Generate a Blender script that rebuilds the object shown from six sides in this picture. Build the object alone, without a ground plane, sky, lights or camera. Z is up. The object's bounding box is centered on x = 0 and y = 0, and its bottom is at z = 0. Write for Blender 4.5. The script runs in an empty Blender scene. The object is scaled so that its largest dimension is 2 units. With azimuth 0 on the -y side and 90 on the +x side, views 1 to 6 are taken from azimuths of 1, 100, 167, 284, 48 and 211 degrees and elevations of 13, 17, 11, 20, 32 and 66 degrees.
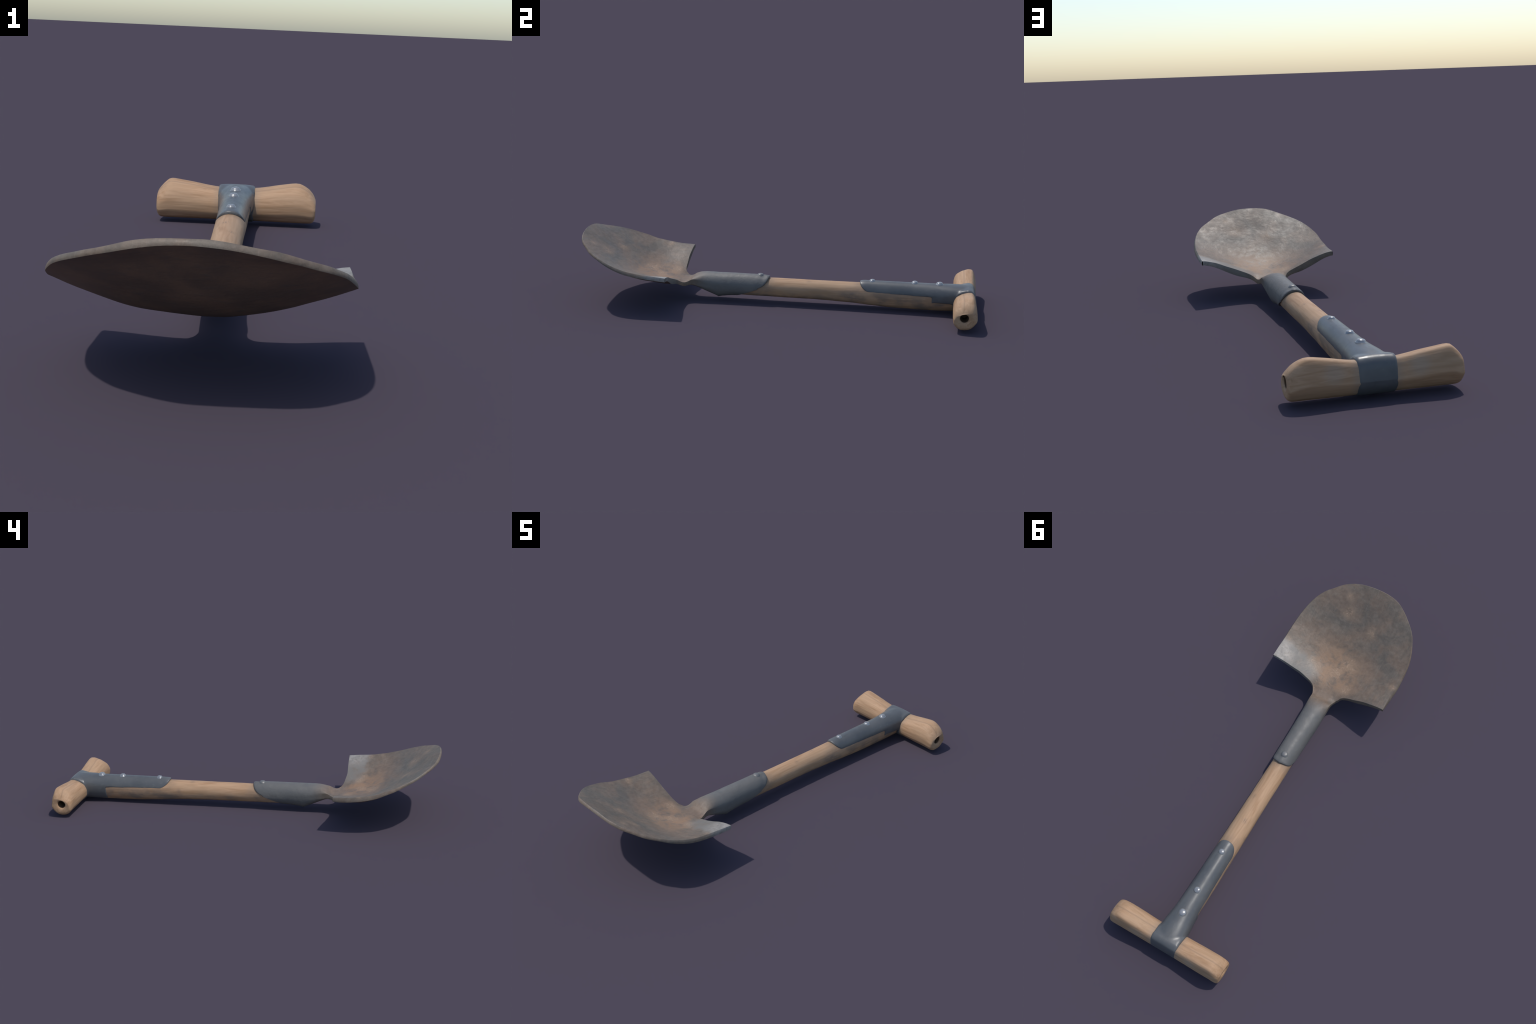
import bpy, bmesh, math
from math import sin, cos, pi, sqrt
from mathutils import Vector, noise

# ------------------------------------------------------------------ helpers
def lerp(a, b, t): return a + (b - a) * t
def clamp(t, a=0.0, b=1.0): return max(a, min(b, t))
def smooth(t): t = clamp(t); return t * t * (3 - 2 * t)

def profile(pts):
    """piecewise-cubic (Catmull-Rom, non uniform, monotone-limited) curve through (s, value) pairs"""
    xs = [p[0] for p in pts]; ys = [p[1] for p in pts]; n = len(xs)
    d = [(ys[i+1]-ys[i])/(xs[i+1]-xs[i]) for i in range(n-1)]
    m = [d[0]] + [0 if d[i-1]*d[i] <= 0 else 2*d[i-1]*d[i]/(d[i-1]+d[i]) for i in range(1, n-1)] + [d[-1]]
    def f(x):
        if x <= xs[0]: return ys[0]
        if x >= xs[-1]: return ys[-1]
        i = 0
        while x > xs[i+1]: i += 1
        h = xs[i+1]-xs[i]; t = (x-xs[i])/h
        return ((2*t**3-3*t*t+1)*ys[i] + (t**3-2*t*t+t)*h*m[i]
                + (-2*t**3+3*t*t)*ys[i+1] + (t**3-t*t)*h*m[i+1])
    return f

def catmull(P, per=24):
    P = [Vector(p) for p in P]
    P = [2*P[0]-P[1]] + P + [2*P[-1]-P[-2]]
    out = []
    for k in range(1, len(P)-2):
        a, b, c, d = P[k-1:k+3]
        for j in range(per):
            t = j/per
            out.append(.5*(2*b+(c-a)*t+(2*a-5*b+4*c-d)*t*t+(3*b-a-3*c+d)*t**3))
    out.append(P[-2]); return out

def by_length(poly):
    L = [0.0]
    for a, b in zip(poly, poly[1:]): L.append(L[-1]+(b-a).length)
    def f(s):
        s = clamp(s)*L[-1]; lo, hi = 0, len(L)-1
        while hi-lo > 1:
            mid = (lo+hi)//2
            if L[mid] <= s: lo = mid
            else: hi = mid
        t = (s-L[lo])/max(1e-9, L[hi]-L[lo])
        return poly[lo].lerp(poly[hi], t)
    return f

def fbm(p, scale, oct=3):
    return noise.fractal(Vector(p)*scale, 1.0, 2.0, oct)

def mesh_object(name, verts, faces, parent=None, mat=None, smooth_angle=40):
    me = bpy.data.meshes.new(name)
    me.from_pydata([tuple(v) for v in verts], [], faces)
    bm = bmesh.new(); bm.from_mesh(me)
    bmesh.ops.remove_doubles(bm, verts=bm.verts, dist=1e-5)
    bmesh.ops.dissolve_degenerate(bm, edges=bm.edges, dist=1e-6)
    bmesh.ops.recalc_face_normals(bm, faces=bm.faces)
    bm.to_mesh(me); bm.free()
    ob = bpy.data.objects.new(name, me)
    bpy.context.scene.collection.objects.link(ob)
    if smooth_angle is not None: shade(me, smooth_angle)
    if mat: me.materials.append(mat)
    if parent: ob.parent = parent
    return ob

def shade(me, angle):
    bm = bmesh.new(); bm.from_mesh(me)
    for f in bm.faces: f.smooth = True
    for e in bm.edges:
        e.smooth = not (len(e.link_faces) == 2 and e.calc_face_angle(0) > math.radians(angle))
    bm.to_mesh(me); bm.free()

def grid_faces(rows, cols, base=0, close=False):
    F = []
    for r in range(rows-1):
        for c in range(cols if close else cols-1):
            d = (c+1) % cols
            F.append((base+r*cols+c, base+r*cols+d, base+(r+1)*cols+d, base+(r+1)*cols+c))
    return F

# ---------------------------------------------------------------- materials
class Nodes:
    def __init__(self, name):
        self.m = bpy.data.materials.new(name); self.m.use_nodes = True
        self.nt = self.m.node_tree; self.nt.nodes.clear()
        self.out = self.n('ShaderNodeOutputMaterial'); self.bsdf = self.n('ShaderNodeBsdfPrincipled')
        self.l(self.bsdf.outputs[0], self.out.inputs[0])
        self.co = self.n('ShaderNodeTexCoord').outputs['Object']
        sep = self.n('ShaderNodeSeparateXYZ'); self.l(self.co, sep.inputs[0]); self.xyz = sep.outputs
    def n(self, t): return self.nt.nodes.new(t)
    def l(self, a, b): self.nt.links.new(a, b)
    def put(self, sock, v):
        if isinstance(v, bpy.types.NodeSocket): self.l(v, sock)
        else: sock.default_value = v
    def math(self, op, a, b=0.0, c=None, cl=False):
        k = self.n('ShaderNodeMath'); k.operation = op; k.use_clamp = cl
        self.put(k.inputs[0], a); self.put(k.inputs[1], b)
        if c is not None: self.put(k.inputs[2], c)
        return k.outputs[0]
    def noise(self, scale, size=5.0, detail=4.0, rough=.55, off=(0, 0, 0), dist=0.0):
        mp = self.n('ShaderNodeMapping'); self.l(self.co, mp.inputs[0])
        mp.inputs['Scale'].default_value = scale; mp.inputs['Location'].default_value = off
        t = self.n('ShaderNodeTexNoise'); self.l(mp.outputs[0], t.inputs['Vector'])
        t.inputs['Scale'].default_value = size; t.inputs['Detail'].default_value = detail
        t.inputs['Roughness'].default_value = rough; t.inputs['Distortion'].default_value = dist
        return t.outputs['Fac']
    def step(self, v, a, b, lo=0.0, hi=1.0):
        k = self.n('ShaderNodeMapRange'); k.interpolation_type = 'SMOOTHSTEP'
        self.put(k.inputs[0], v)
        for i, x in enumerate((a, b, lo, hi)): k.inputs[i+1].default_value = x
        return k.outputs[0]
    def mix(self, f, a, b, mode='MIX'):
        k = self.n('ShaderNodeMix'); k.data_type = 'RGBA'; k.blend_type = mode
        self.put(k.inputs[0], f)
        for s, v in ((k.inputs[6], a), (k.inputs[7], b)):
            if isinstance(v, bpy.types.NodeSocket): self.l(v, s)
            else: s.default_value = (*v, 1)
        return k.outputs[2]
    def spot(self, p, r0, r1):
        k = self.n('ShaderNodeVectorMath'); k.operation = 'DISTANCE'
        self.l(self.co, k.inputs[0]); k.inputs[1].default_value = p
        return self.step(k.outputs['Value'], r0, r1, 1.0, 0.0)
    def bump(self, h, strength, dist=.002):
        b = self.n('ShaderNodeBump'); b.inputs['Strength'].default_value = strength
        b.inputs['Distance'].default_value = dist; self.l(h, b.inputs['Height'])
        self.l(b.outputs[0], self.bsdf.inputs['Normal'])
    def finish(self, color, rough, metal=0.0, spec=.5):
        self.put(self.bsdf.inputs['Base Color'], color); self.put(self.bsdf.inputs['Roughness'], rough)
        self.put(self.bsdf.inputs['Metallic'], metal); self.put(self.bsdf.inputs['Specular IOR Level'], spec)
        return self.m

def wood_material(name, along):
    g = Nodes(name)
    sc = lambda a, b: (a, b, b) if along == 'x' else (b, a, b)
    grain = g.noise(sc(1.1, 11), 5, 6, .6, dist=.9)
    broad = g.noise(sc(1.2, 5), 3, 3, .5, off=(3, 1, 2))
    col = g.mix(g.step(grain, .3, .7), (.345, .200, .106), (.475, .298, .176))
    col = g.mix(g.step(broad, .35, .7, 0, .55), col, (.40, .265, .16))
    fine = g.noise(sc(2.5, 60), 6, 3, .6, off=(7, 2, 1))
    col = g.mix(g.step(fine, .58, .75, 0, .3), col, (.27, .17, .105))
    if along == 'y':
        stain = g.noise((9, 5, 9), 2.2, 4, .6, off=(1.4, .6, .3))
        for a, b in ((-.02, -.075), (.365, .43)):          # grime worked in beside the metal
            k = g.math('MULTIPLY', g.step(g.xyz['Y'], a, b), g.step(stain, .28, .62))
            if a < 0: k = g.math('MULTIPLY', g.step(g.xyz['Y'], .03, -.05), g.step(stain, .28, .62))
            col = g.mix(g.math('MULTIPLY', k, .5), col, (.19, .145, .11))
        low = g.step(g.xyz['Z'], .095, .045)          # stain blotches plus shade painted into the shaft's lower flank
        grime_shade = g.math('MULTIPLY', g.step(stain, .42, .66), low)
        col = g.mix(g.math('MULTIPLY', grime_shade, .55), col, (.16, .135, .11))
        band = g.math('MULTIPLY', g.spot((.035, .375, .06), .01, .07), g.step(stain, .3, .6))
        col = g.mix(g.math('MULTIPLY', band, .6), col, (.12, .11, .105))
        for p in ((-.045, .37, .085), (.02, .17, .13), (-.012, .30, .125)):
            k = g.math('MULTIPLY', g.spot(p, .0, .022), g.step(fine, .4, .6))
            col = g.mix(g.math('MULTIPLY', k, .6), col, (.13, .10, .085))
    else:
        # seam of darker grain along the top, greyed hand-worn patches on the back
        y = g.math('ADD', g.xyz['Y'], g.math('MULTIPLY', g.math('SUBTRACT', broad, .5), .012))
        line = g.step(g.math('ABSOLUTE', g.math('SUBTRACT', y, .936)), .0, .006, 1, 0)
        line = g.math('MULTIPLY', line, g.step(g.xyz['Z'], .10, .115))
        col = g.mix(g.math('MULTIPLY', line, .5), col, (.25, .16, .10))
        near = g.step(g.math('ABSOLUTE', g.xyz['X']), .095, .06)
        col = g.mix(g.math('MULTIPLY', near, .45), col, (.27, .215, .165))
        for p in ((.14, .995, .10), (-.14, .995, .10)):
            col = g.mix(g.math('MULTIPLY', g.spot(p, .01, .05), .22), col, (.34, .34, .30))
    g.bump(g.math('ADD', grain, g.math('MULTIPLY', fine, .4)), .25, .003)
    return g.finish(col, .62, 0, .3)

def blade_material():
    g = Nodes('weathered_steel')
    n1 = g.noise((1, 1, 1), 8, 5, .6, dist=.6)
    n2 = g.noise((1, 1, 1), 22, 5, .65, off=(4, 2, 0), dist=.2)
    n3 = g.noise((1, 1, 1), 90, 3, .6, off=(1, 8, 0))
    n4 = g.noise((1, 1, 1), 45, 4, .6, off=(6, 1, 3))
    grey, brown = (.130, .107, .083), (.172, .123, .087)
    col = g.mix(g.step(n1, .36, .64), grey, brown)
    col = g.mix(g.step(n2, .42, .75, 0, .5), col, (.182, .150, .118))
    n5 = g.noise((1, 1, 1), 48, 4, .6, off=(9, 3, 5), dist=.3)
    tone = g.step(n5, .28, .72, .86, 1.14)
    tint = g.n('ShaderNodeCombineColor'); [g.l(tone, k) for k in tint.inputs]
    col = g.mix(1.0, col, tint.outputs[0], 'MULTIPLY')
    col = g.mix(g.step(n4, .52, .80, 0, .25), col, (.085, .076, .066))
    scr = g.noise((5, .7, 1), 24, 4, .7, off=(3, 9, 2), dist=.4)        # digging scratches, along the blade
    col = g.mix(g.step(scr, .56, .70, 0, .38), col, (.215, .180, .145))
    col = g.mix(g.step(scr, .44, .32, 0, .30), col, (.095, .080, .066))
    # rust gathered in the middle of the pan, towards the neck
    rust = g.math('MULTIPLY', g.spot((.02, -.60, .13), .02, .24), g.step(n2, .28, .60))
    rust = g.math('MULTIPLY', rust, g.step(g.xyz['Y'], -.475, -.545, .25, 1))
    col = g.mix(g.math('MULTIPLY', rust, .8), col, (.310, .183, .102))
    # bare, paler metal on the shoulder beside the neck, with a painted glint
    e = g.math('ADD', g.xyz['Y'], g.math('MULTIPLY', g.xyz['X'], .12))
    e = g.math('ADD', e, g.math('MULTIPLY', g.math('SUBTRACT', n2, .5), .05))
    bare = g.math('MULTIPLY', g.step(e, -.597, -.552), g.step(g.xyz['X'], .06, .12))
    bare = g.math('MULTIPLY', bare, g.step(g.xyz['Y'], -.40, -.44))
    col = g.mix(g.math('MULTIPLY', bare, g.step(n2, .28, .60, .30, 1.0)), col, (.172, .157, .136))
    glint = g.math('MULTIPLY', g.spot((.30, -.520, .197), .01, .13), g.step(n5, .30, .62, .25, 1.0))  # sunlit highlight at the corner, painted as lighter colour
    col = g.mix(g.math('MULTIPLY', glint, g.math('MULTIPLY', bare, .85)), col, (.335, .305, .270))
    n6 = g.noise((1, 1, 1), 130, 4, .65, off=(2, 7, 1), dist=.5)
    fleck = g.step(n6, .50, .66); soft = g.step(n2, .34, .62)
    for p, r in (((-.064, -.826, .236), .035), ((.103, -.580, .134), .03), ((-.286, -.631, .203), .022),
                 ((-.080, -.545, .118), .035), ((-.034, -.660, .142), .05), ((.141, -.596, .144), .022),
                 ((.114, -.922, .301), .02), ((.085, -.862, .262), .035), ((.285, -.615, .206), .02),
                 ((.01, -.60, .13), .045), ((.067, -.475, .097), .025)):
        halo = g.math('MULTIPLY', g.spot(p, 0, r*1.5), soft)
        col = g.mix(g.math('MULTIPLY', halo, .75), col, (.27, .185, .12))
        k = g.math('MULTIPLY', g.spot(p, r*.2, r*1.1), fleck)
        col = g.mix(g.math('MULTIPLY', k, .5), col, (.44, .31, .21))
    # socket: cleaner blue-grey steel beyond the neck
    sock = g.step(g.math('ADD', g.xyz['Y'], g.math('MULTIPLY', g.math('SUBTRACT', n1, .5), .10)), -.44, -.33)
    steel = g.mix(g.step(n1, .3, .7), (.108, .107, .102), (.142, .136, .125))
    col = g.mix(sock, col, steel)
    h = g.math('ADD', g.math('ADD', g.math('MULTIPLY', n2, 1.0), g.math('MULTIPLY', n5, .7)), g.math('MULTIPLY', n3, .25))
    g.bump(h, .5, .003)
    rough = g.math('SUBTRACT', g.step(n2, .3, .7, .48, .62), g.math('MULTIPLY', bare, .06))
    return g.finish(col, rough, 0.0, .45)

def underside_material():
    g = Nodes('rusty_underside')
    n1 = g.noise((1, 1, 1), 8, 5, .6, dist=.3)
    n2 = g.noise((1, 2.5, 1), 30, 4, .6, off=(4, 2, 0))
    col = g.mix(g.step(n1, .35, .65), (.130, .088, .066), (.185, .117, .080))
    col = g.mix(g.step(n2, .5, .75, 0, .5), col, (.10, .085, .075))
    g.bump(n2, .35, .003)
    return g.finish(col, .65, 0, .3)

def bracket_material():
    g = Nodes('blue_grey_steel')
    n1 = g.noise((1, 1, 1), 9, 4, .55)
    n2 = g.noise((2, 1, 2), 40, 4, .6, off=(2, 0, 1))
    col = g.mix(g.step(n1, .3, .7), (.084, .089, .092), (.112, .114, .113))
    col = g.mix(g.step(n2, .55, .8, 0, .35), col, (.17, .172, .165))
    n3 = g.noise((1, .35, 1), 26, 5, .65, off=(5, 5, 1))
    col = g.mix(g.step(n3, .56, .72, 0, .45), col, (.062, .064, .064))
    g.bump(n2, .12, .002)
    return g.finish(col, g.step(n3, .3, .7, .33, .46), .05, .45)

def rivet_material():
    g = Nodes('polished_steel')
    n = g.noise((1, 1, 1), 60, 3, .5)
    col = g.mix(n, (.26, .265, .265), (.36, .36, .355))
    return g.finish(col, .22, .45, .5)

def dull_rivet_material():
    g = Nodes('dull_steel')
    n = g.noise((1, 1, 1), 60, 3, .5)
    return g.finish(g.mix(n, (.15, .148, .14), (.20, .195, .185)), .45, .3, .5)

def hole_material():
    g = Nodes('dark_bore')
    n = g.noise((1, 1, 1), 40, 3, .5)
    return g.finish(g.mix(n, (.10, .06, .035), (.16, .10, .06)), .8, 0, .2)

# ------------------------------------------------------- blade with its socket
# top surface: three height profiles along y, on the spine, half way out (x = .15) and at the side (x = .30);
# each cross-section is the even quartic through them
SPINE = profile([(-1.02, .3705), (-.9371, .3120), (-.8543, .2502), (-.7714, .1940), (-.6886, .1515),
                 (-.6057, .1262), (-.5229, .1105), (-.49, .1040), (-.475, .1020), (-.455, .1010), (-.44, .101)])
FLANK = profile([(-1.02, .3538), (-.9371, .3110), (-.8543, .2585), (-.7714, .2073), (-.6886, .1690),
                 (-.6057, .1495), (-.5229, .1455), (-.475, .1410), (-.44, .136)])
SIDE = profile([(-1.02, .3607), (-.9371, .3232), (-.8543, .2849), (-.7714, .2445), (-.6886, .2165),
                (-.6057, .2035), (-.5229, .1975), (-.475, .1940), (-.44, .190)])
def pan_z(x, y):
    X = x/.3
    a = SPINE(y); f = FLANK(y)-a; e = SIDE(y)-a
    b = (16*f-e)/3; q = e-b
    notch = .0100*math.exp(-((abs(x)-.066)/.024)**2-((y+.470)/.030)**2)     # hollow where shoulder meets neck
    swell = .0045*math.exp(-((x+.13)/.10)**2-((y+.79)/.09)**2)                # the pan is a little fuller on one flank
    return a + b*X*X + q*X**4 - notch + swell
def pan_normal(x, y):
    e = .004
    return Vector((-(pan_z(x+e, y)-pan_z(x-e, y))/(2*e), -(pan_z(x, y+e)-pan_z(x, y-e))/(2*e), 1)).normalized()

RIM = by_length(catmull([(.306, -.4965), (.305, -.60), (.303, -.694), (.282, -.808), (.248, -.880), (.207, -.923), (.162, -.959),
        (.098, -.984), (.021, -.992), (-.059, -.992), (-.130, -.978), (-.197, -.935), (-.257, -.867),
        (-.296, -.773), (-.302, -.654), (-.301, -.57), (-.301, -.501)]))
BACK_Y = profile([(-.302, -.5015), (-.232, -.5043), (-.185, -.5055), (-.155, -.5035), (-.120, -.502), (-.083, -.4945), (-.066, -.475),
                  (.066, -.475), (.072, -.4855), (.081, -.4925), (.097, -.4980), (.120, -.5015), (.16, -.5055), (.19, -.5034), (.238, -.5003), (.306, -.4965)])
NECK_W = .066
ROOT_T = .0205
def plate_thickness(x, y, v):
    t = lerp(.0185, .0135, smooth((-.62-y)/.33))            # thinner towards the worn front edge
    t += .005*(1-(x/.31)**2)*smooth((y+.98)/.2)*smooth((-.47-y)/.08)
    t += .0062*math.exp(-((abs(x)-.165)/.075)**2)*smooth((y+.62)/.10)     # shoulders fold a little deeper
    t += .0065*smooth((-x-.06)/.12)*smooth((y+.80)/.18)*smooth((-.50-y)/.05+.4)   # heavier belly on one flank
    return t

# socket sections along y
S_TOP = profile([(-.475, .1015), (-.450, .1085), (-.420, .128), (-.390, .1385), (-.360, .142), (-.25, .1428), (-.10, .1425), (-.055, .1415), (-.036, .1375)])
S_ETOP = profile([(-.475, .097), (-.450, .1055), (-.425, .115), (-.40, .112), (-.36, .096), (-.30, .086), (-.03, .080)])
S_EBOT = profile([(-.475, .078), (-.450, .084), (-.425, .086), (-.40, .083), (-.36, .080), (-.30, .078), (-.03, .0775)])
S_BOT = profile([(-.475, .071), (-.450, .074), (-.425, .071), (-.39, .057), (-.34, .033), (-.304, .0165), (-.300, .0140), (-.294, .0165), (-.24, .0245), (-.15, .028), (-.03, .028)])
S_W = profile([(-.475, .066), (-.455, .0575), (-.43, .0540), (-.40, .0540), (-.30, .0538), (-.2, .0520), (-.03, .0500)])
S_POW = profile([(-.475, 2.0), (-.44, 1.7), (-.40, 1.2), (-.36, 1.0), (-.03, 1.0)])
# where the wrapped sheet ends, against the elevation of the surface normal in degrees
S_END = profile([(-90, -.226), (-70, -.207), (-34, -.157), (-3, -.098), (13, -.068), (24, -.057), (45, -.046), (90, -.036)])

def socket_point(xi, phi, s, upper):
    deg = math.degrees(phi) if upper else -math.degrees(phi)
    y = lerp(-.475, S_END(deg), s)
    sn = max(0.0, 1-xi*xi)**(.5*S_POW(y))
    z = S_ETOP(y)+(S_TOP(y)-S_ETOP(y))*sn if upper else S_EBOT(y)-(S_EBOT(y)-S_BOT(y))*sn
    x = S_W(y)*xi
    root = pan_z(x, y) - (0 if upper else ROOT_T)          # flows out of the pan
    return Vector((x, y, lerp(root, z, smooth((y+.475)/.048))))

def build_blade_and_socket(parent, mat, under):
    NC, NS, NV, NR = 28, 34, 60, 60           # neck columns, shoulder columns each side, pan rows, socket rows
    side = [(.303-NECK_W)*(1-k/NS)**1.0+NECK_W for k in range(NS)]
    xi = [sin(pi/2*(1-2*k/NC)) for k in range(NC+1)]
    back_x = side + [NECK_W*q for q in xi] + [-q for q in reversed(side)]
    NX = len(back_x)
    V = {}; verts = []; faces = []
    def add(key, p): V[key] = len(verts); verts.append(Vector(p)); return V[key]
    x_lim = (.303, .301)
    for i, bx in enumerate(back_x):
        u = bx/(.303 if bx > 0 else .303)
        b = Vector((bx, BACK_Y(bx)))
        r = RIM((1-u)/2)
        k = (1-abs(u)**6)*.0040*noise.noise(Vector((r.x*9, r.y*9, 4.2)))   # uneven, worn lip
        r = r + Vector((r.x*1.1, r.y+.62)).normalized()*k
        if i == NX-1: b = r.copy()
        for j in range(NV+1):
            v = j/NV
            p = b.lerp(r, v)
            n = pan_normal(p.x, p.y)
            P = Vector((p.x, p.y, pan_z(p.x, p.y)))
            dent = .0022*fbm(P, 9, 2)
            top = P + n*(dent + .0045*smooth((v-.72)/.28)*(1-abs(u)**4)*noise.noise(Vector((r.x*8, r.y*5, 1.7))))
            low = P - n*plate_thickness(p.x, p.y, v) + n*.0012*fbm(P+Vector((3, 1, 0)), 11, 2)
            w = (1-smooth(j/16))*(1-smooth((abs(bx)-NECK_W)/.07))   # root thickness under the neck
            top -= n*dent*w
            low = low.lerp(Vector((p.x, p.y, P.z-ROOT_T)), w)
            add(('T', i, j), top); add(('B', i, j), low)
    def quad(a, b, c, d): faces.append((V[a], V[b], V[c], V[d]))
    for i in range(NX-1):
        for j in range(NV):
            quad(('T', i, j), ('T', i+1, j), ('T', i+1, j+1), ('T', i, j+1))
            quad(('B', i, j), ('B', i, j+1), ('B', i+1, j+1), ('B', i+1, j))
    # rounded edge wall between the top and bottom sheets
    wall_steps = ((.08, .0006), (.30, .0016), (.60, .0018), (.88, .0010))
    def wall(path, bulge, steps):
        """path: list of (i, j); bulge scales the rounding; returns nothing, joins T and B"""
        keys = []
        for n_, (i, j) in enumerate(path):
            a = verts[V[('T', i, j)]]; c = verts[V[('B', i, j)]]
            i0, j0 = path[max(0, n_-1)]; i1, j1 = path[min(len(path)-1, n_+1)]
            tan = verts[V[('T', i1, j1)]]-verts[V[('T', i0, j0)]]
            out = tan.cross(a-c)
            out = out.normalized() if out.length > 1e-9 else Vector((0, 0, 0))
            col = [V[('T', i, j)]]
            for t, h in steps:
                q = a.lerp(c, t)+out*h*bulge
                verts.append(q); col.append(len(verts)-1)
            col.append(V[('B', i, j)]); keys.append(col)
        for A, B in zip(keys, keys[1:]):
            for k in range(len(A)-1): faces.append((A[k], B[k], B[k+1], A[k+1]))
        return keys
    rim_path = [(i, NV) for i in range(NX)]
    probe = (verts[V[('T', NX//2+1, NV)]]-verts[V[('T', NX//2-1, NV)]]).cross(verts[V[('T', NX//2, NV)]]-verts[V[('B', NX//2, NV)]])
    sgn = 1 if probe.y < 0 else -1
    wall(rim_path, sgn, wall_steps)
    back_steps = ((.12, .0006), (.5, .0008), (.88, .0006))
    kp = wall([(i, 0) for i in range(0, NS+1)], -sgn, back_steps)
    km = wall([(i, 0) for i in range(NS+NC, NX)], -sgn, back_steps)
    # socket sheets
    for k in range(NC+1):
        q = xi[k]; phi = math.acos(clamp(abs(q)))
        for r in range(NR+1):
            s = r/NR
            if r == 0:
                V[('T2', k, 0)] = V[('T', NS+k, 0)]; V[('B2', k, 0)] = V[('B', NS+k, 0)]
            else:
                for nm, up in (('T2', True), ('B2', False)):
                    p = socket_point(q, phi, s, up)
                    p += Vector((0, 0, 1))*.0006*fbm(p, 14, 2)*smooth(s*8)
                    if up:      # knocks round the rivet at the mouth of the socket
                        for cx, cy, rr, hh in ((.016, -.060, .013, -.0042), (-.018, -.052, .010, -.0025), (.004, -.045, .012, .0012), (-.014, -.30, .02, -.001)):
                            p.z += hh*math.exp(-((p.x-cx)**2+(p.y-cy)**2)/rr**2)
                    add((nm, k, r), p)
    for k in range(NC):
        for r in range(NR):
            quad(('T2', k, r), ('T2', k, r+1), ('T2', k+1, r+1), ('T2', k+1, r))
            quad(('B2', k, r), ('B2', k+1, r), ('B2', k+1, r+1), ('B2', k, r+1))
    for k, start in ((0, kp[-1]), (NC, km[0])):
        prev = start
        for r in range(1, NR+1):
            a = verts[V[('T2', k, r)]]; c = verts[V[('B2', k, r)]]
            col = [V[('T2', k, r)]]
            for t, h in back_steps:
                verts.append(a.lerp(c, t)+Vector((1 if k == 0 else -1, 0, 0))*h*(1-smooth(r/NR*3))); col.append(len(verts)-1)
            col.append(V[('B2', k, r)])
            for m in range(len(col)-1): faces.append((prev[m], prev[m+1], col[m+1], col[m]))
            prev = col
        if k == 0: endp = prev
        else: endm = prev
    # closing lip of the wrapped sheet: rounded, turning in to the wood
    ring = [V[('T2', k, NR)] for k in range(NC+1)] + endm[1:-1] + [V[('B2', k, NR)] for k in range(NC, -1, -1)] + list(reversed(endp[1:-1]))
    zc = .078; prev = ring
    for dy, f in ((.0022, .975), (.0030, .93), (.0022, .88), (-.004, .72)):
        cur = []
        for id_ in ring:
            p = verts[id_]
            d = Vector((p.x, 0, p.z-zc))
            # blunt front of the lip bends down a little over the wood
            verts.append(Vector((d.x*f, p.y+dy, zc+d.z*f))); cur.append(len(verts)-1)
        for m in range(len(ring)):
            n_ = (m+1) % len(ring); faces.append((prev[m], prev[n_], cur[n_], cur[m]))
        prev = cur
    faces.append(tuple(prev))
    # make the whole body, then part it at the neck with shared border and normals
    whole = mesh_object('whole', verts, faces, None, None, 48)
    me = whole.data
    bm = bmesh.new(); bm.from_mesh(me); bmesh.ops.triangulate(bm, faces=[f for f in bm.faces if len(f.verts) > 4]); bm.to_mesh(me); bm.free()
    shade(me, 48)
    split_by_region(whole, [('blade', lambda c: c.y < -.474 or abs(c.x) > .0662), ('socket', None)], parent, mat, under)

def split_by_region(whole, regions, parent, mat, under=None):
    me = whole.data
    cn = [Vector(n.vector) for n in me.corner_normals]
    left = list(range(len(me.polygons))); cut = []
    for nm, test in regions:
        pick = [i for i in left if test is None or test(me.polygons[i].center)]
        s = set(pick); left = [i for i in left if i not in s]
        ids = {}; vs = []; fs = []; ns = []
        for i in pick:
            p = me.polygons[i]; f = []
            for li in p.loop_indices:
                vi = me.loops[li].vertex_index
                if vi not in ids: ids[vi] = len(vs); vs.append(me.vertices[vi].co.copy())
                f.append(ids[vi]); ns.append(cn[li])
            fs.append(f)
        m2 = bpy.data.meshes.new(nm); m2.from_pydata(vs, [], fs)
        for p in m2.polygons: p.use_smooth = True
        m2.normals_split_custom_set(ns)
        m2.materials.append(mat)
        if nm == 'blade':
            m2.materials.append(under)
            for p in m2.polygons:
                c = p.center
                if p.normal.z < -.62 and c.z < pan_z(c.x, c.y)-.006: p.material_index = 1
        ob = bpy.data.objects.new(nm, m2); bpy.context.scene.collection.objects.link(ob); ob.parent = parent
        cut.append(ob)
    bpy.data.objects.remove(whole, do_unlink=True)
    return cut

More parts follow.
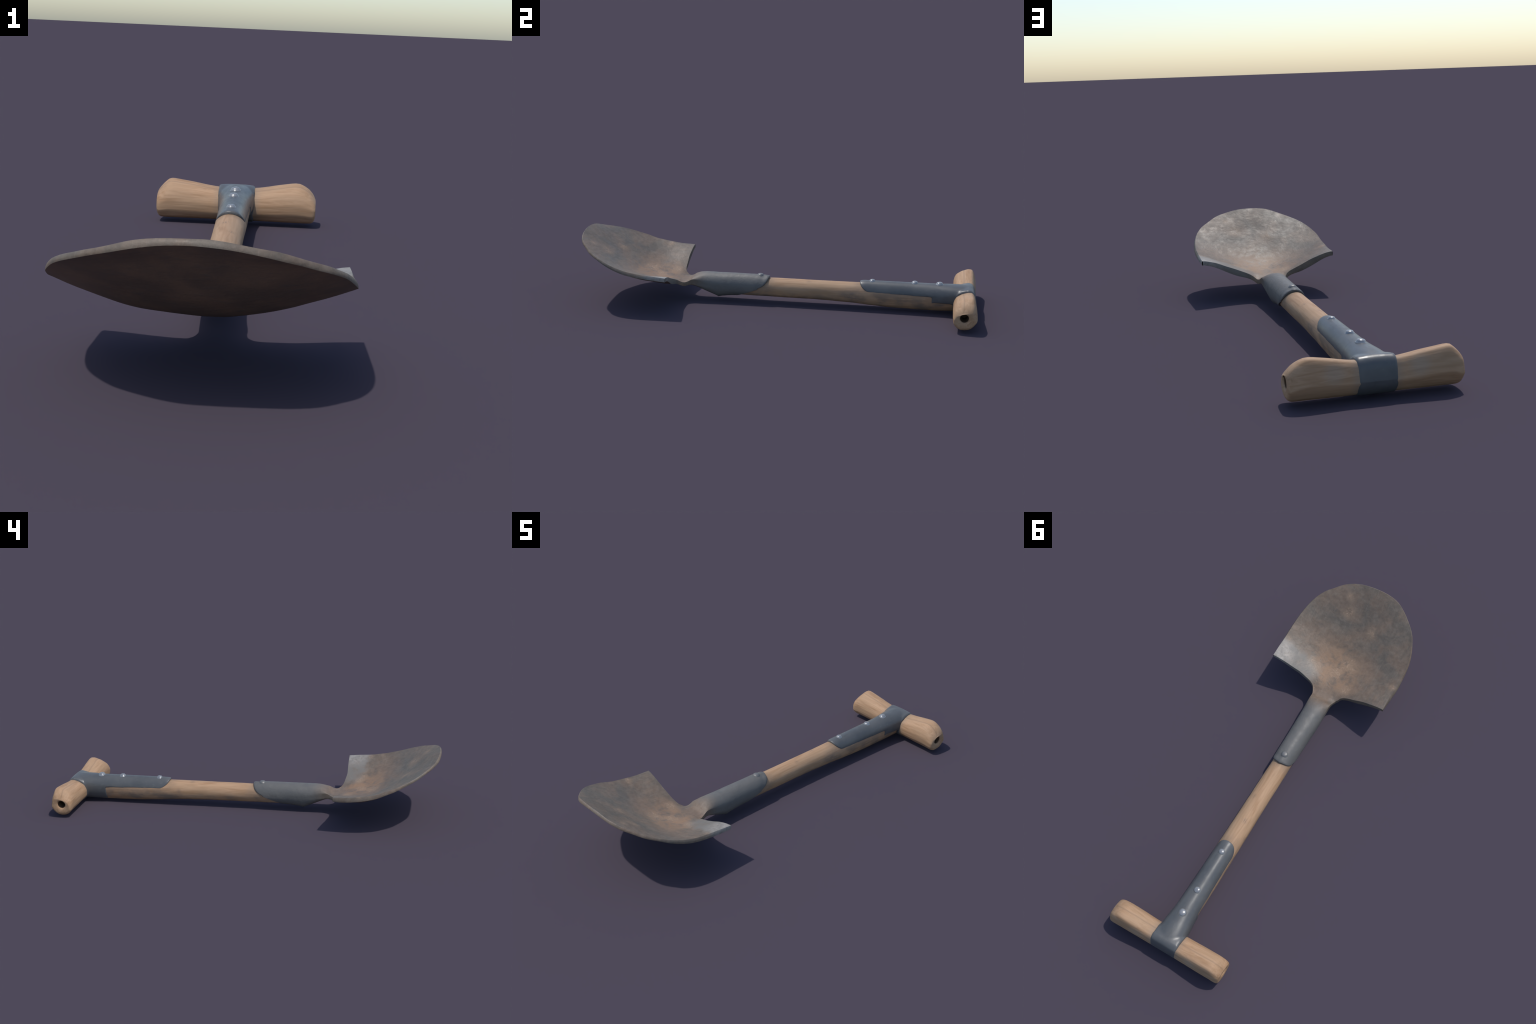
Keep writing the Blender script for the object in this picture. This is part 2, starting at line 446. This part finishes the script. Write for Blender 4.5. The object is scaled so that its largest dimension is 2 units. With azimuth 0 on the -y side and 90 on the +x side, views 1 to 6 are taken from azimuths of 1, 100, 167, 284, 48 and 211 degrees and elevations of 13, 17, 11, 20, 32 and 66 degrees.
# ------------------------------------------------------------------- shaft
AX, AZ = -.0012, .078
SH_W = profile([(-.32, .040), (-.1, .0453), (0, .0460), (.2, .0475), (.4, .0494), (.5, .0505), (.7, .0523), (.92, .0536)])
SH_TOP = profile([(-.32, .122), (-.1, .1265), (.2, .1275), (.4, .1275), (.92, .1265)])
SH_BOT = profile([(-.32, .032), (-.1, .0295), (.1, .0290), (.2, .0285), (.35, .0240), (.5, .0140), (.6, .0090), (.7, .0065), (.8, .0056), (.92, .008)])
def shaft_point(y, a):
    z = AZ + ((SH_TOP(y)-AZ) if sin(a) > 0 else (AZ-SH_BOT(y)))*sin(a)
    return Vector((AX+SH_W(y)*cos(a), y, z))
def build_shaft(parent, mat):
    N, R = 64, 150; V = []
    for r in range(R+1):
        y = lerp(-.30, .915, r/R)
        for k in range(N):
            a = 2*pi*k/N; p = shaft_point(y, a)
            d = .0011*fbm((p.x*2, p.y*.35, p.z*2), 7, 3) + .0006*fbm(p, 22, 2)
            V.append(p+Vector((cos(a), 0, sin(a)))*d)
    F = grid_faces(R+1, N, 0, True)
    F += [tuple(range(N)), tuple(range(R*N, R*N+N))]
    return mesh_object('shaft', V, F, parent, mat)

# -------------------------------------------------------------------- grip
GR_TOP_M = profile([(-.292, .098), (-.286, .110), (-.276, .124), (-.262, .139), (-.247, .1500), (-.236, .1515), (-.222, .1500), (-.2, .1470), (-.154, .1405), (-.11, .133), (-.065, .1275), (0, .126)])
GR_TOP_P = profile([(0, .126), (.065, .1285), (.11, .1345), (.138, .1400), (.18, .1472), (.208, .1512), (.222, .1520), (.236, .1485), (.262, .134), (.276, .120), (.286, .105), (.290, .094)])
GR_BOT = profile([(0, .0110), (.255, .0105), (.270, .0115), (.279, .0140), (.285, .0200), (.289, .0290)])
GR_YW = profile([(0, .0545), (.10, .0552), (.20, .0570), (.262, .0568), (.276, .0555), (.284, .0525), (.289, .0475)])
# section outline, going round: hand-shaved, vertical back, bevel at the top back, long sloping front, facets below
SECTION = [(1.0, -.15), (.96, .06), (.93, .21), (.84, .59), (.79, .72), (.74, .80), (.66, .91), (.60, .95), (.50, .985), (.27, .99), (.06, .94), (-.25, .845),
           (-.34, .81), (-.70, .60), (-.80, .51), (-.91, .31), (-.985, .08), (-1.0, -.02), (-.985, -.30), (-.96, -.46), (-.90, -.58), (-.68, -.80), (-.60, -.86),
           (-.36, -.975), (0, -1.0), (.30, -.95), (.38, -.91), (.55, -.80), (.66, -.69), (.76, -.57), (.85, -.45), (.92, -.34), (.97, -.25)]
def section_curve(per=6):
    """mostly straight facets with only slightly eased edges"""
    P = [Vector(p) for p in SECTION+SECTION[:1]]
    return by_length([a.lerp(b, t/per) for a, b in zip(P, P[1:]) for t in range(per)]+[P[-1]])
HOLE_C = (.9385, .0735)
def build_grip(parent, mat, bore):
    sec = section_curve()
    N = 120; V = []; st = []
    xs = [-.2915+.0015*0]
    st = sorted(set([round(sg*x, 4) for sg in (-1, 1) for x in
         [0, .03, .06, .08, .10, .12, .14, .16, .18, .20, .215, .23, .24, .25, .258, .266, .272, .278, .282, .2855, .2880]]))
    for x in st:
        zt = GR_TOP_M(x) if x < 0 else GR_TOP_P(x); zb = GR_BOT(abs(x)); w = GR_YW(abs(x))
        for k in range(N):
            q = sec(k/N)
            zm = (zt+zb)/2
            p = Vector((x-.002, .9430+q.x*w, zm+q.y*(zt-zb)/2))
            d = .0009*fbm((p.x*.4, p.y*2, p.z*2), 9, 3)
            V.append(p+Vector((0, q.x, q.y))*d)
    F = grid_faces(len(st), N, 0, True)
    for sg, base in ((-1, 0), (1, (len(st)-1)*N)):
        prev = list(range(base, base+N)); x0 = V[base].x
        hc = Vector((x0, *HOLE_C))
        r = .0205
        for f, dx in ((.12, .0006), (.40, .0008), (.66, .0005), (.86, -.0012), (1.0, -.0050)):
            cur = []
            for k in range(N):
                p = V[base+k]; d = Vector((0, p.y-hc.y, p.z-hc.z)).normalized()
                tgt = hc+d*r; q = Vector(p).lerp(tgt, f); q.x = x0+sg*dx
                V.append(q); cur.append(len(V)-1)
            for k in range(N):
                n_ = (k+1) % N; F.append((prev[k], prev[n_], cur[n_], cur[k]))
            prev = cur
        for dx in (-.012, -.07):
            cur = []
            for k in range(N):
                p = V[prev[k]]; V.append(Vector((x0+sg*dx, p.y, p.z))); cur.append(len(V)-1)
            for k in range(N):
                n_ = (k+1) % N; F.append((prev[k], prev[n_], cur[n_], cur[k]))
            prev = cur
        F.append(tuple(prev))
    ob = mesh_object('grip', V, F, parent, mat, 50)
    ob.data.materials.append(bore)
    for p in ob.data.polygons:
        c = p.center
        if sqrt((c.y-HOLE_C[0])**2+(c.z-HOLE_C[1])**2) < .0212 and abs(c.x) < .2832: p.material_index = 1
    return ob

# ----------------------------------------------------------- handle bracket
B_W = profile([(.42, .0475), (.5, .0492), (.6, .0510), (.7, .0528), (.76, .0545), (.80, .0572), (.84, .0610), (.88, .0645), (.92, .0660), (.95, .0660)])
B_TOP = profile([(.42, .1365), (.432, .1395), (.45, .1412), (.6, .1418), (.8, .1422), (.88, .1428), (.92, .1424), (.95, .1400)])
B_LO = profile([(.42, 12), (.70, 9), (.80, 8), (.90, 4)])          # lower limit of the tongue, degrees
def outer_point(y, a):
    t = AZ+(B_TOP(y)-AZ)*max(0, sin(a))**lerp(.92, .60, smooth((y-.76)/.16)) if sin(a) > 0 else AZ+(AZ-(SH_BOT(y)-.002))*sin(a)
    return Vector((AX+B_W(y)*cos(a), y, t))
def sheet(a_of_y, y0_of_a, y1, rows, cols):
    """curved sheet around the shaft, closed below by an inner skin that lies inside the wood"""
    V = []
    for inner in (False, True):
        for r in range(rows+1):
            for c in range(cols+1):
                t = c/cols
                lo, hi = a_of_y(lerp(y0_of_a(90), y1, r/rows))
                a = lerp(lo, hi, t); deg = math.degrees(a)
                y = lerp(y0_of_a(deg), y1, r/rows)
                p = outer_point(y, a)
                if inner:
                    p = Vector((AX+(p.x-AX)*.80, y, AZ+(p.z-AZ)*.80))
                V.append(p)
    W = cols+1; S = (rows+1)*W
    F = grid_faces(rows+1, W) + [tuple(reversed(f)) for f in grid_faces(rows+1, W, S)]
    for r in range(rows):
        for c in (0, cols): F.append((r*W+c, (r+1)*W+c, S+(r+1)*W+c, S+r*W+c))
    for c in range(cols):
        for r in (0, rows): F.append((r*W+c, r*W+c+1, S+r*W+c+1, S+r*W+c))
    return V, F
def build_bracket(parent, mat):
    start = profile([(0, .492), (8, .478), (14, .464), (20, .455), (30, .4435), (45, .4335), (65, .427), (90, .424)])
    s_of = lambda d: start(d if d <= 90 else 180-d)
    parts = []
    V, F = sheet(lambda y: (math.radians(B_LO(y)), math.radians(180-B_LO(y))), s_of, .949, 100, 44)
    parts.append(mesh_object('tmp', V, F))
    V, F = sheet(lambda y: (math.radians(-16), math.radians(236)), lambda d: .782, .925, 30, 60)
    parts.append(mesh_object('tmp', V, F))
    # collar ring round the grip
    ring = [(1, -.15), (.94, .2), (.85, .55), (.68, .85), (.40, .99), (.05, .98), (-.4, .86), (-.8, .55), (-.97, .15), (-1, -.15), (-.93, -.5), (-.64, -.82), (-.3, -.98), (.1, -1), (.45, -.9), (.75, -.65), (.93, -.4)]
    sec = by_length(catmull([Vector(p) for p in ring+ring[:1]], 10)); N = 96; V = []; X = [-.0662, -.0650, -.0625, -.058, -.03, 0, .03, .058, .0625, .0650, .0662]
    for x in X:
        ease = {.0662: .0065, .0650: .0035, .0625: .0012}.get(abs(x), 0.0)      # rounded lips
        for k in range(N):
            q = sec(k/N)
            h = (.1400-.0035*(x/.065)**2)
            zt, zb, w = h-ease, .0075+ease, .0574-ease*.8
            z = (zt+zb)/2+q.y*(zt-zb)/2
            V.append(Vector((x-.002, .9415+q.x*w, z)))
    F = grid_faces(len(X), N, 0, True)+[tuple(range(N)), tuple(range((len(X)-1)*N, len(X)*N))]
    parts.append(mesh_object('tmp', V, F))
    bm = bmesh.new()
    for o in parts:
        bm.from_mesh(o.data); bpy.data.objects.remove(o, do_unlink=True)
    me = bpy.data.meshes.new('handle_bracket'); bm.to_mesh(me); bm.free()
    ob = bpy.data.objects.new('handle_bracket', me); bpy.context.scene.collection.objects.link(ob)
    m = ob.modifiers.new('r', 'REMESH'); m.mode = 'VOXEL'; m.voxel_size = .0022; m.use_smooth_shade = True
    m = ob.modifiers.new('s', 'SMOOTH'); m.factor = .5; m.iterations = 11
    dg = bpy.context.evaluated_depsgraph_get(); new = bpy.data.meshes.new_from_object(ob.evaluated_get(dg))
    ob.modifiers.clear(); ob.data = new; new.name = 'handle_bracket'
    for p in new.polygons: p.use_smooth = True
    # extra fillet where the tongue flares into the collar
    bm = bmesh.new(); bm.from_mesh(new)
    zone = [v for v in bm.verts if (.79 < v.co.y < .955 and v.co.z > .02 and not (v.co.z < .12 and v.co.y > .9))]
    for _ in range(40):
        bmesh.ops.smooth_vert(bm, verts=zone, factor=.5, use_axis_x=True, use_axis_y=True, use_axis_z=True)
    bm.to_mesh(new); bm.free()
    new.materials.clear(); new.materials.append(mat)
    ob.parent = parent
    return ob

# ------------------------------------------------------------------ rivets
def rivet_mesh(name, r, h, mat):
    prof = [(r*1.18, -.006), (r*1.16, .0002), (r*1.04, .0010), (r*.99, h*.30), (r*.90, h*.58), (r*.74, h*.80), (r*.5, h*.94), (r*.22, h*.995)]
    N = 32; V = [(a*cos(2*pi*k/N), a*sin(2*pi*k/N), b) for a, b in prof for k in range(N)]
    V.append((0, 0, h)); F = grid_faces(len(prof), N, 0, True)
    b = (len(prof)-1)*N
    F += [(b+k, b+(k+1) % N, len(V)-1) for k in range(N)] + [tuple(range(N))]
    me = bpy.data.meshes.new(name); me.from_pydata(V, [], F)
    bm = bmesh.new(); bm.from_mesh(me); bmesh.ops.recalc_face_normals(bm, faces=bm.faces); bm.to_mesh(me); bm.free()
    for p in me.polygons: p.use_smooth = True
    me.materials.append(mat); return me

# ------------------------------------------------------------------- build
shovel = bpy.data.objects.new('shovel', None); bpy.context.scene.collection.objects.link(shovel)
shovel['label'] = 'old short shovel with rusty steel blade and wooden T grip'
shovel['category'] = 'garden shovel'
steel = blade_material(); brk = bracket_material(); bore = hole_material()
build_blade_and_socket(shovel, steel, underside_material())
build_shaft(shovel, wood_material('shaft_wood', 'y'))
build_grip(shovel, wood_material('grip_wood', 'x'), bore)
bracket = build_bracket(shovel, brk)
rm = rivet_mesh('rivet', .0152, .0100, rivet_material())
for (x, y, z), s, tilt in (((-.003, .817, .1410), 1.12, (.03, -.10)), ((-.003, .696, .1405), 1.0, (-.02, .02)), ((-.002, .486, .1395), .92, (.04, -.05))):
    o = bpy.data.objects.new('rivet', rm); bpy.context.scene.collection.objects.link(o)
    o.location = (x, y, z); o.scale = (s, s, s); o.rotation_euler = (tilt[0], tilt[1], 0); o.parent = bracket
sock = bpy.data.objects['socket']
o = bpy.data.objects.new('rivet', rivet_mesh('socket_rivet', .0150, .0075, dull_rivet_material())); bpy.context.scene.collection.objects.link(o)
o.location = (-.002, -.082, .1405); o.parent = sock
